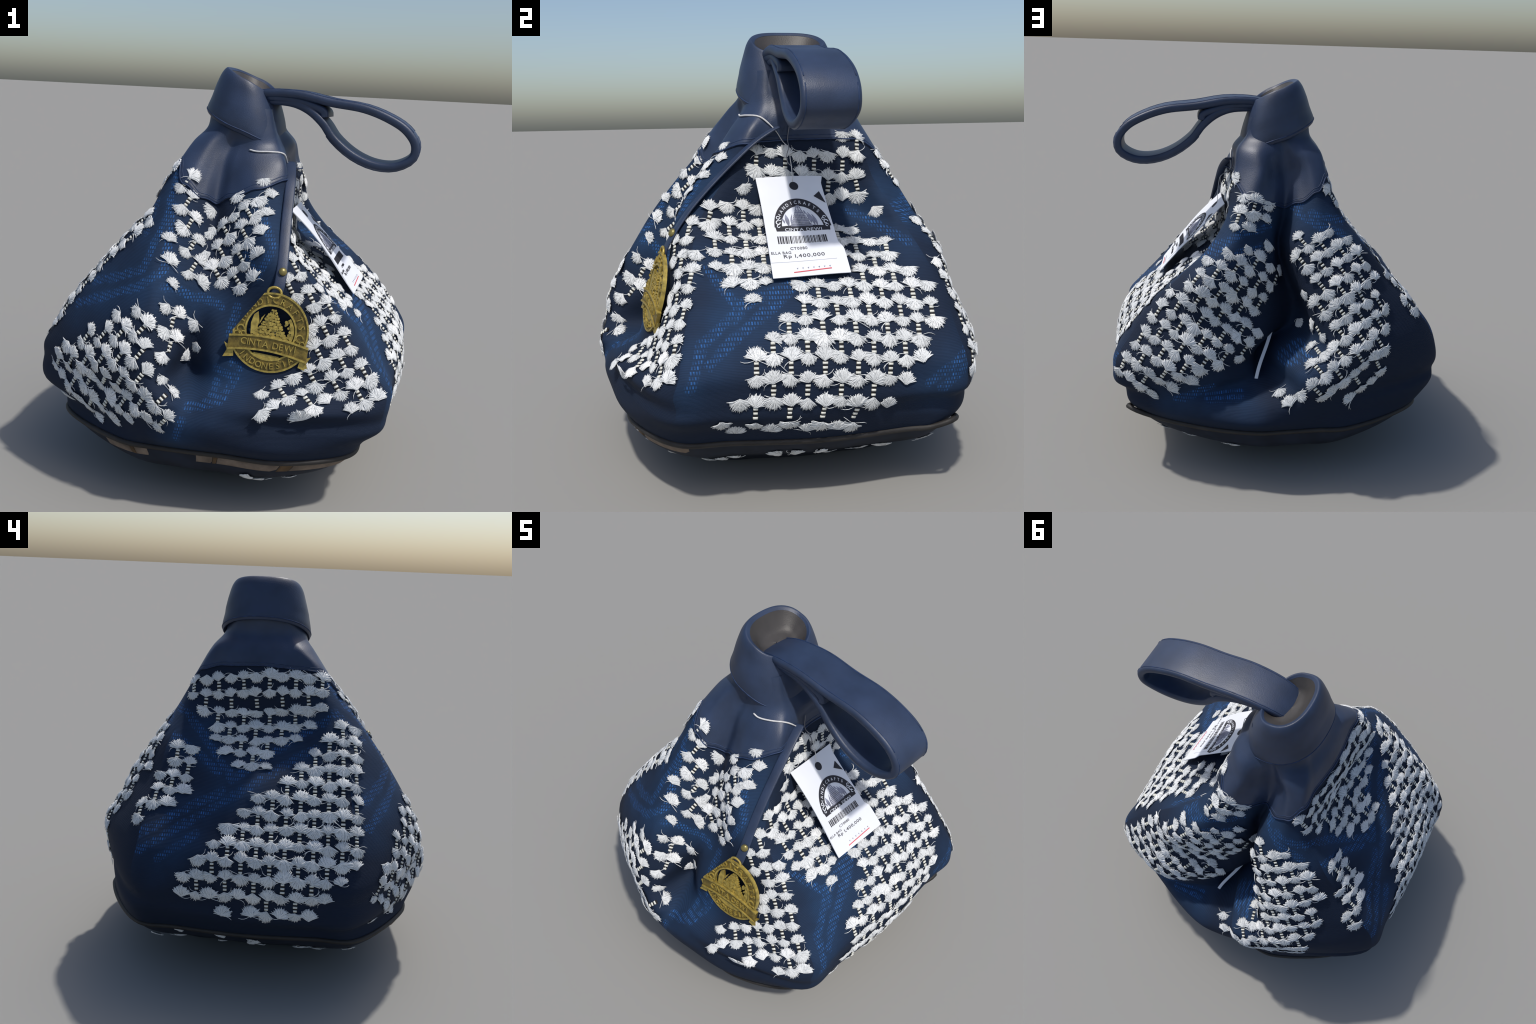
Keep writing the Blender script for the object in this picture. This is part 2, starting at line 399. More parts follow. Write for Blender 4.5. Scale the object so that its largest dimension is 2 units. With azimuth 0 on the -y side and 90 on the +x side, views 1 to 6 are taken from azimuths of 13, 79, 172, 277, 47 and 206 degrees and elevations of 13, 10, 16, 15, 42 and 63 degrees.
# ------------------------------------------------------------------ strap: a band swept along a path in the x-z plane
def band(name, path, y_mid, half_w, half_t, mat, parent, sub=6):
    """path rows: x, z, sideways shift, width factor"""
    P = np.array(path, float)
    pts = np.array([catmull(P, k / sub) for k in range((len(P) - 1) * sub + 1)])
    tan = np.gradient(pts[:, :2], axis=0); tan /= np.linalg.norm(tan, axis=1, keepdims=True)
    sec, q = [], half_t * .8
    for cy, sy, a0 in ((1, 1, 90), (1, -1, 0), (-1, -1, -90), (-1, 1, 180)):
        for k in range(5):
            a = math.radians(a0 - k * 90 / 4)
            sec.append((cy * (half_w - q) + q * math.cos(a), sy * half_t * .2 + q * math.sin(a)))
    n = len(sec); verts, faces = [], []
    for p, t in zip(pts, tan):
        nx, nz = -t[1], t[0]
        for a, b in sec:
            verts.append((p[0] + nx * b, y_mid + p[2] + a * p[3], p[1] + nz * b))
    for i in range(len(pts) - 1):
        for j in range(n):
            faces.append((i*n + j, i*n + (j+1) % n, (i+1)*n + (j+1) % n, (i+1)*n + j))
    faces.append(tuple(range(n))[::-1]); faces.append(tuple((len(pts)-1)*n + j for j in range(n)))
    ob = new_obj(name, mesh_from(name, verts, faces), parent, mat)
    lines = {}
    for side in (-1, 1):
        lines[side] = [(p[0] - t[1] * half_t, y_mid + p[2] + side * (half_w - .016) * p[3], p[1] + t[0] * half_t) for p, t in zip(pts, tan)]
    return ob, lines

strap, strap_edges = band("strap", [(-.085,1.76,0,.78),(-.05,1.81,0,.80),(.03,1.855,0,.86),(.13,1.876,0,.95),(.28,1.876,0,1),(.44,1.847,0,1),(.60,1.826,0,1),(.72,1.785,0,1),(.805,1.735,0,1),(.852,1.67,0,1),
     (.846,1.61,0,1),(.77,1.562,-.008,.96),(.67,1.560,-.01,.94),(.56,1.600,-.006,.94),(.46,1.675,0,.94),(.405,1.745,0,.94),(.34,1.80,0,.94),(.26,1.834,0,.9),(.12,1.845,0,.8)], .012, .116, .0205, M_LEA, bag)
band("strap_core", [(.12,1.86,0,1),(.24,1.853,0,1),(.33,1.832,0,1),(.405,1.80,0,1),(.41,1.775,0,1)], .012, .105, .020, M_LEA, strap)
for side in (-1, 1):
    for k, (a, b) in enumerate(((8, 52), (52, 88))):
        tube("seam", strap_edges[side][a:b:2], .0028, M_SEAM, strap, False, 6, 1)

# ------------------------------------------------------------------ what hangs on the bag
HANG = [(.25,-.06,1.545),(.262,-.095,1.53),(.282,-.185,1.475),(.297,-.29,1.385),(.313,-.405,1.275),(.326,-.487,1.185),(.333,-.545,1.105),(.330,-.585,1.035),(.318,-.592,1.0)]
def ribbon(name, path, side, half_w, thick, mat, parent, sub=6):
    """flat strip along a 3D path; side(t) gives the sideways direction"""
    P = np.array(path, float); m = (len(P) - 1) * sub + 1
    C = [Vector(catmull(P, k / sub)) for k in range(m)]
    verts, faces, sec = [], [], []
    for k in range(12):
        a = math.tau * k / 12
        sec.append((math.copysign(abs(math.cos(a)) ** .45, math.cos(a)) * half_w, math.copysign(abs(math.sin(a)) ** .7, math.sin(a)) * thick))
    for i in range(m):
        t = (C[min(i + 1, m - 1)] - C[max(i - 1, 0)]).normalized()
        s = side(i / (m - 1)); s = (s - t * s.dot(t)).normalized(); u = t.cross(s)
        for a, b in sec: verts.append(C[i] + s * a + u * b)
    n = len(sec)
    for i in range(m - 1):
        for j in range(n):
            faces.append((i*n + j, i*n + (j+1) % n, (i+1)*n + (j+1) % n, (i+1)*n + j))
    faces.append(tuple(range(n))[::-1]); faces.append(tuple((m-1)*n + j for j in range(n)))
    return new_obj(name, mesh_from(name, verts, faces), parent, mat)
fob = ribbon("fob_strap", HANG, lambda t: Vector((1, .55 - .3 * t, .1)), .025, .006, M_LEA, bag)

def disc_dome(name, c, n, r, h, mat, parent, rings=6, seg=24):
    n = Vector(n).normalized(); a = n.orthogonal().normalized(); b = n.cross(a); c = Vector(c)
    verts, faces = [c + n * h], []
    for k in range(1, rings + 1):
        t = k / rings * math.pi / 2
        for j in range(seg):
            an = math.tau * j / seg
            verts.append(c + (a * math.cos(an) + b * math.sin(an)) * r * math.sin(t) + n * h * math.cos(t))
    for j in range(seg): faces.append((0, 1 + j, 1 + (j + 1) % seg))
    for k in range(rings - 1):
        for j in range(seg):
            faces.append((1 + k*seg + j, 1 + (k+1)*seg + j, 1 + (k+1)*seg + (j+1) % seg, 1 + k*seg + (j+1) % seg))
    return new_obj(name, mesh_from(name, verts, faces), parent, mat)
disc_dome("rivet", (.340, -.556, 1.105), (.45, -.75, .45), .019, .012, M_BRASS, fob)

# --- flat drawing kit: shapes are collected as 2D faces and mapped onto a carrier surface
class Sheet:
    """2D polygons with a thickness, mapped through place(x, y, height)"""
    def __init__(self, place): self.v, self.f, self.place = [], [], place
    def poly(self, pts, lo, hi):
        k, n = len(self.v), len(pts)
        self.v += [self.place(x, y, hi) for x, y in pts] + [self.place(x, y, lo) for x, y in pts]
        self.f.append(tuple(range(k, k + n)))
        self.f += [(k + i, k + n + i, k + n + (i + 1) % n, k + (i + 1) % n) for i in range(n)]
    def strip(self, left, right, lo, hi):
        for a, b, c, d in zip(left, right, right[1:], left[1:]): self.poly([a, b, c, d], lo, hi)
    def mesh2d(self, V, F, lo, hi):
        k, n = len(self.v), len(V)
        self.v += [self.place(x, y, hi) for x, y in V] + [self.place(x, y, lo) for x, y in V]
        cnt = {}
        for f in F:
            self.f.append(tuple(k + i for i in f))
            for a, b in zip(f, f[1:] + f[:1]): cnt[(a, b)] = cnt.get((a, b), 0) + 1
        for a, b in cnt:
            if (b, a) not in cnt: self.f.append((k + a, k + n + a, k + n + b, k + b))
    def done(self, name, mat, parent):
        m = mesh_from(name, self.v, self.f, False)
        bm = bmesh.new(); bm.from_mesh(m); bmesh.ops.recalc_face_normals(bm, faces=bm.faces); bm.to_mesh(m); bm.free()
        return new_obj(name, m, parent, mat)

_glyphs = {}
def glyph(ch):
    """outline mesh of one letter of the built-in font: vertices, faces, advance width"""
    if ch not in _glyphs:
        cu = bpy.data.curves.new("glyph", "FONT"); cu.body = ch; cu.resolution_u = 3; cu.fill_mode = "FRONT"
        ob = bpy.data.objects.new("glyph", cu); COL.objects.link(ob)
        me = ob.evaluated_get(bpy.context.evaluated_depsgraph_get()).to_mesh()
        V = [(v.co.x, v.co.y) for v in me.vertices]; F = [list(p.vertices) for p in me.polygons]
        ob.to_mesh_clear(); bpy.data.objects.remove(ob); bpy.data.curves.remove(cu)
        x0 = min((v[0] for v in V), default=0); x1 = max((v[0] for v in V), default=.3)
        _glyphs[ch] = ([(x - (x0 + x1) / 2, y - .36) for x, y in V], F, x1 - x0)
    return _glyphs[ch]
def write_line(sheet, text, x, y, w, h, lo, hi, bold=1.0):
    """text centred on (x, y), filling width w with capital height h (y runs up)"""
    adv = [glyph(c)[2] + .12 if c != " " else .35 for c in text]
    sx = w / sum(adv); cur = x - w / 2
    for c, a in zip(text, adv):
        if c != " ":
            V, F, _ = glyph(c)
            sheet.mesh2d([(cur + a * sx / 2 + p * sx * bold, y + q * h / .72) for p, q in V], F, lo, hi)
        cur += a * sx
def write_arc(sheet, text, cx, cy, rx, ry, a0, a1, h, lo, hi, wide=1.0, inward=False):
    """letters spread from angle a0 to a1 (degrees) on an ellipse"""
    n = len(text)
    for i, c in enumerate(text):
        if c == " ": continue
        a = math.radians(a0 + (a1 - a0) * (i + .5) / n)
        px, py = cx + rx * math.cos(a), cy + ry * math.sin(a)
        r = a + math.pi / 2 if inward else a - math.pi / 2
        k = h / .72
        V, F, _ = glyph(c)
        sheet.mesh2d([(px + (x * math.cos(r) * wide - y * math.sin(r)) * k * (rx / ry if not inward else 1),
                       py + (x * math.sin(r) * wide + y * math.cos(r)) * k) for x, y in V], F, lo, hi)

# --- gold medallion
MC, MN = Vector((.315, -.632, .851)), Vector((.134, -.964, .229)).normalized()
MR = Vector((.317, .036, -.033)); MR = (MR - MN * MR.dot(MN)).normalized(); MU = MN.cross(MR)
def on_medal(x, y, h): return MC + MR * x + MU * y + MN * (h + .004)
def arc_pts(r, a0, a1, n, cx=0, cy=0):
    return [(cx + r * math.cos(math.radians(a0 + (a1 - a0) * k / n)), cy + r * math.sin(math.radians(a0 + (a1 - a0) * k / n))) for k in range(n + 1)]
m, hi = Sheet(on_medal), Sheet(on_medal)                                # darker gold plate, bright raised work
m.strip(arc_pts(.165, -28, 208, 60), arc_pts(.112, -28, 208, 60), -.006, .006)            # arch
for r in (.165, .112):
    hi.strip(arc_pts(r + .004, -28, 208, 60), arc_pts(r - .004, -28, 208, 60), -.006, .011)   # raised rims
m.strip(arc_pts(.182, 205, 335, 40), arc_pts(.130, 205, 335, 40), -.006, .006)            # lower arc
for r in (.182, .130):
    hi.strip(arc_pts(r + .004, 205, 335, 40), arc_pts(r - .004, 205, 335, 40), -.006, .010)
def ban(x): return -.082 + .022 * math.cos(x / .19 * math.pi / 2)
xs = [-.178 + .356 * k / 30 for k in range(31)]
m.strip([(x, ban(x) + .030) for x in xs], [(x, ban(x) - .030) for x in xs], -.004, .012)    # banner
for s in (-1, 1):
    hi.strip([(x, ban(x) + s * .030 + .004) for x in xs], [(x, ban(x) + s * .030 - .004) for x in xs], -.004, .017)
    hi.poly([(s * .150, -.105), (s * .195, -.085), (s * .178, -.115), (s * .192, -.150), (s * .145, -.140)], -.006, .006)  # forked tails
hi.poly([(-.06, -.125), (.06, -.128), (.055, -.108), (-.058, -.106)], -.004, .008)
write_arc(hi, "HANDICRAFTS", 0, 0, .138, .138, 172, 8, .030, .005, .013, .95)
write_line(hi, "CINTA DEWI", 0, -.062, .25, .030, .011, .019)
write_arc(hi, "INDONESIA", 0, 0, .156, .156, 222, 318, .028, .005, .013, .95, True)
medal = m.done("medallion", M_GOLD_D, bag)
raised = hi.done("raised_lettering", M_GOLD, medal)
# relief in the arch: a stepped temple of small knobs, a tall leaf, a winged beast, curls at both ends
kn = Sheet(on_medal)
rk = random.Random(3)
def knob(x, y, r, h): kn.poly([(x + r * math.cos(k * math.tau / 6 + x * 40), y + r * math.sin(k * math.tau / 6 + x * 40)) for k in range(6)], -.004, h)
for t in range(12):
    y = -.035 + t * .0115; w = .078 * (1 - t / 12.5) ** 1.15
    k = max(1, int(w / .0062))
    for i in range(-k, k + 1):
        knob(i / max(k, 1) * w + rk.uniform(-.002, .002), y + rk.uniform(-.003, .003), rk.uniform(.005, .0075), rk.uniform(.004, .012))
kn.poly([(-.086, -.03), (-.066, -.02), (-.056, .03), (-.068, .075), (-.084, .06), (-.092, .02)], -.004, .009)
kn.poly([(-.056, .02), (-.05, .05), (-.036, .068), (-.05, .03)], -.004, .008)
for i in range(34):
    t = i / 33; knob(.058 + .034 * math.sin(t * 3.1) + rk.uniform(-.010, .010), .052 - .10 * t + rk.uniform(-.008, .008), rk.uniform(.005, .008), rk.uniform(.003, .010))
kn.strip(arc_pts(.104, -20, 40, 12), arc_pts(.090, -20, 40, 12), -.004, .008)
for s in (-1, 1):
    for i, (ax, ay, r) in enumerate(((.132, -.012, .018), (.146, -.036, .014), (.118, -.030, .012))):
        kn.strip(arc_pts(r, 0, 300, 14, s * ax, ay), arc_pts(r - .005, 0, 300, 14, s * ax, ay), .004, .012)
relief = kn.done("relief", M_GOLD, medal)
# the medallion's outer left edge is clipped off along a slanted line
for o in (medal, raised, relief):
    bm = bmesh.new(); bm.from_mesh(o.data)
    pa, pb = on_medal(-.070, .136, 0), on_medal(-.180, -.048, 0)
    bmesh.ops.bisect_plane(bm, geom=bm.verts[:] + bm.edges[:] + bm.faces[:], plane_co=pa, plane_no=(pb - pa).cross(MN), clear_outer=True)
    bm.to_mesh(o.data); bm.free()
tube("ring", [on_medal(.03 * math.cos(a) - .012, .168 + .024 * math.sin(a), .004) for a in [math.tau * k / 12 for k in range(12)]], .006, M_GOLD, medal, True, 8, 3)

# --- paper price tag
TL, TR, BR, BL = (Vector(p) for p in ((.283, -.175, 1.317), (.276, .131, 1.316), (.627, .157, .935), (.624, -.171, .933)))
TN = ((BL - TL).cross(TR - TL)).normalized()
if TN.x < 0: TN = -TN
def on_tag(u, w, h):
    """u runs across, w runs up (0 top edge, -1 bottom edge)"""
    v = -w
    p = (TL * (1 - u) + TR * u) * (1 - v) + (BL * (1 - u) + BR * u) * v
    return p + TN * (h + .012 + .010 * math.sin(math.pi * min(max(v, 0), 1)) + .006 * math.sin(3 * u + 5 * v))
def right_edge(v):
    K = [(0, 1), (.03, .985), (.08, .955), (.70, .945), (.76, 1.0), (1, 1.0)]
    for (a, x), (b, y) in zip(K, K[1:]):
        if a <= v <= b: return x + (y - x) * (v - a) / (b - a)
    return 1
t = Sheet(on_tag)
NVT, NUT = 40, 14
hu, hv, hru, hrv = .53, .112, .066, .044
V, F = [], []
for i in range(NVT + 1):
    for j in range(NUT + 1):
        v = i / NVT; V.append((right_edge(v) * j / NUT, -v))
for i in range(NVT):
    for j in range(NUT):
        F.append([i*(NUT+1) + j, (i+1)*(NUT+1) + j, (i+1)*(NUT+1) + j + 1, i*(NUT+1) + j + 1])
t.mesh2d(V, F, -.004, 0)
tag = t.done("price_tag", M_PAPER, bag)
t = Sheet(on_tag)
t.poly([(hu + hru * math.cos(k * math.tau / 20), -hv + hrv * math.sin(k * math.tau / 20)) for k in range(20)], 0, .0015)
t.done("hole_disc", M_INK, tag)  # dark disc laid on the card in place of a cut hole
t = Sheet(on_tag)
V = [(.005 + .86 * j / 14, -.578 - .285 * i / 14) for i in range(15) for j in range(15)]
F = [[i*15 + j, (i+1)*15 + j, (i+1)*15 + j + 1, i*15 + j + 1] for i in range(14) for j in range(14)]
t.mesh2d(V, F, 0, .0022)
t.done("label_sticker", M_PAPER, tag)
ink, pale = Sheet(on_tag), Sheet(on_tag)
ink.poly([(.787, -.222), (.885, -.172), (.935, -.295)], 0, .002)
CU, CV, RX, RY = .525, -.545, .395, .295
def ell(k, a0, a1, n): return [(CU + RX * k * math.cos(math.radians(a)), CV + RY * k * math.sin(math.radians(a))) for a in [a0 + (a1 - a0) * i / n for i in range(n + 1)]]
ink.strip(ell(1, 2, 178, 48), ell(.74, 2, 178, 48), 0, .0018)
ink.strip([(.14 + .76 * k / 20, -.535 + .018 * math.sin(math.pi * k / 20)) for k in range(21)], [(.15 + .74 * k / 20, -.577) for k in range(21)], 0, .0018)
write_line(ink, "CT0080", .40, -.742, .235, .026, .0022, .0036)
write_line(ink, "ELLA BAG", .155, -.778, .27, .024, .0022, .0036)
write_line(ink, "Rp 1,400,000", .45, -.812, .55, .033, .0022, .0036)
rb = random.Random(11); x = .14
while x < .80:
    w = rb.choice((.006, .006, .011, .017)); ink.poly([(x, -.625), (x + w, -.625), (x + w, -.695), (x, -.695)], .0022, .0034); x += w + rb.choice((.006, .009, .014))
ink_obj = ink.done("printed_lettering", M_INK, tag)
wht = Sheet(on_tag)
write_arc(wht, "HANDICRAFTS", CU, CV, RX * .87, RY * .87, 158, 34, .034, .0018, .003, 1.0)
write_line(wht, "CINTA DEWI", .52, -.562, .52, .030, .0018, .003)
for s in (-1, 1):
    for r, k, a in ((.034, .87, 12), (.026, .90, 22), (.022, .82, 20), (.024, .86, 4)):
        a = math.radians(a if s > 0 else 180 - a); cx, cy = CU + RX * k * math.cos(a), CV + RY * k * math.sin(a)
        wht.strip([(cx + r * math.cos(b), cy + r * .65 * math.sin(b)) for b in [s * i * .42 for i in range(13)]],
                  [(cx + r * .6 * math.cos(b), cy + r * .4 * math.sin(b)) for b in [s * i * .42 for i in range(13)]], .0018, .003)
wht.done("reversed_lettering", M_PAPER, tag)
for tier in range(13):                                                    # printed temple of small bricks
    y = -.53 + tier * .0165; w = .14 * (1 - tier / 13.4) ** 1.1 + .004
    k = max(1, int(w / .018))
    for i in range(-k, k + 1):
        cx = CU - .015 + i / max(k, 1) * w; a = .0085
        pale.poly([(cx - a, y), (cx + a, y), (cx + a * .8, y + .012), (cx - a * .8, y + .012)], 0, .002)
def leaf2d(sh, x, y, w, h, lean):
    L = [(x - w * math.sin(math.pi * k / 10) + lean * (k / 10) ** 2, y + h * k / 10) for k in range(11)]
    R = [(x + w * math.sin(math.pi * k / 10) * .8 + lean * (k / 10) ** 2, y + h * k / 10) for k in range(11)]
    sh.strip(L, R, 0, .002)
leaf2d(pale, .33, -.53, .030, .12, -.02); leaf2d(pale, .375, -.515, .012, .11, .035); leaf2d(pale, .28, -.50, .014, .05, -.03)
for x, y, w, h, l in ((.66, -.50, .022, .10, -.05), (.70, -.53, .020, .14, -.07), (.735, -.53, .018, .12, -.05), (.63, -.47, .014, .05, .03), (.60, -.41, .012, .04, -.02)):
    leaf2d(pale, x, y, w, h, l)
for i in range(7):
    x = .32 + .07 * i; pale.poly([(x, -.925), (x + .02, -.922), (x + .01, -.937)], 0, .0015)
pale.done("printed_emblem", M_INK_PALE, tag)
red = Sheet(on_tag); red.poly([(.275, -.958), (.275, -.966), (.765, -.953), (.765, -.945)], 0, .002); red.done("printed_line", M_RED, tag)

# ------------------------------------------------------------------ cotton tufts and stitched columns
allv = [Vector(p) for p in GRID.reshape(-1, 3)]
quads = [(r*NC + c, r*NC + (c+1) % NC, (r+1)*NC + (c+1) % NC, (r+1)*NC + c) for r in range(NR - 1) for c in range(NC)]
BODY = BVHTree.FromPolygons(allv, quads)

# --- tie string of the tag, lying on the leather and the cloth
def laid(pts, h):
    out = []
    for p in pts:
        q = BODY.find_nearest(Vector(p)); out.append(q[0] + q[1] * h)
    return out
tube("tie_string", laid([(.075,-.214,1.612),(.11,-.215,1.606),(.17,-.185,1.60),(.22,-.135,1.585),(.26,-.09,1.56),(.275,-.06,1.53),(.28,-.035,1.49)], .010) + [(.30,-.02,1.45),(.31,-.02,1.41),(.315,-.015,1.37),(.318,-.012,1.30)], .0042, M_STRING, tag, False, 6, 4, [1]*4 + [.8, .55, .45, .45, .45, .45, .45])
tube("tie_string", laid([(.26,.0,1.56),(.27,-.012,1.50)], .010) + [(.295,-.022,1.455),(.300,-.033,1.42),(.300,-.028,1.39),(.308,-.01,1.37)], .0022, M_STRING_D, tag, False, 6, 4)

def tuft_mesh(seed):
    """a cut cotton bundle: strands fan out from the knot at the origin towards +y, z is off the cloth"""
    r = random.Random(seed)
    verts, faces = [], []
    spread = r.uniform(60, 86); length = r.uniform(.047, .059); lean = r.uniform(-12, 12)
    def strand(a, L, z0, rad, curl):
        p = Vector((r.uniform(-.006, .006), r.uniform(-.004, .003), z0)); d = math.radians(a)
        k0 = len(verts); seg = 4
        for i in range(seg + 1):
            t = i / seg
            ang = d + curl * t * t
            q = p + Vector((math.sin(ang), math.cos(ang), 0)) * L * t
            q.z = z0 * (1 - t * .55) + .003 * math.sin(math.pi * min(1, t * 1.2)) + .001
            w = rad * (.55 + .75 * t if i < seg else .55)
            side = Vector((math.cos(ang), -math.sin(ang), 0))
            for sx, sz in ((1, 0), (0, 1), (-1, 0), (0, -.8)):
                verts.append(q + side * sx * w + Vector((0, 0, sz * w)))
        for i in range(seg):
            for j in range(4):
                faces.append((k0 + i*4 + j, k0 + i*4 + (j+1) % 4, k0 + (i+1)*4 + (j+1) % 4, k0 + (i+1)*4 + j))
        faces.append(tuple(k0 + seg*4 + j for j in range(4)))
    n = 33
    for i in range(n):
        f = (i / (n - 1) * 2 - 1)
        a = f * spread + lean + r.uniform(-4, 4)
        strand(a, length * (1 - .20 * abs(f) ** 1.5) * r.uniform(.90, 1.04), r.uniform(.003, .0055), r.uniform(.0016, .0024), r.uniform(-.25, .25))
    for i in range(16):
        strand(r.uniform(-spread, spread) * .85 + lean, length * r.uniform(.6, .92), .0068, .0019, r.uniform(-.35, .35))
    for i in range(r.choice((0, 0, 1, 2))):                                 # stray threads
        strand(r.choice((-1, 1)) * r.uniform(70, 115), length * r.uniform(.8, 1.05), .004, .0014, r.uniform(-.7, .7))
    k0, N = len(verts), 14                                                   # soft core below the strands
    verts.append(Vector((0, -.006, .005)))
    for i in range(N + 1):
        a = math.radians((i / N * 2 - 1) * (spread + 4) + lean); L = length * .86 * (1 - .14 * abs(i / N * 2 - 1))
        verts.append(Vector((math.sin(a) * L * .5, math.cos(a) * L * .5, .0055))); verts.append(Vector((math.sin(a) * L, math.cos(a) * L, .002)))
    for i in range(N):
        a = k0 + 1 + 2 * i
        faces.append((k0, a + 2, a)); faces.append((a, a + 2, a + 3, a + 1))
    return mesh_from("tuft", verts, faces)
KINDS = [tuft_mesh(100 + k) for k in range(14)]
for k in KINDS: k.materials.append(M_TUFT)

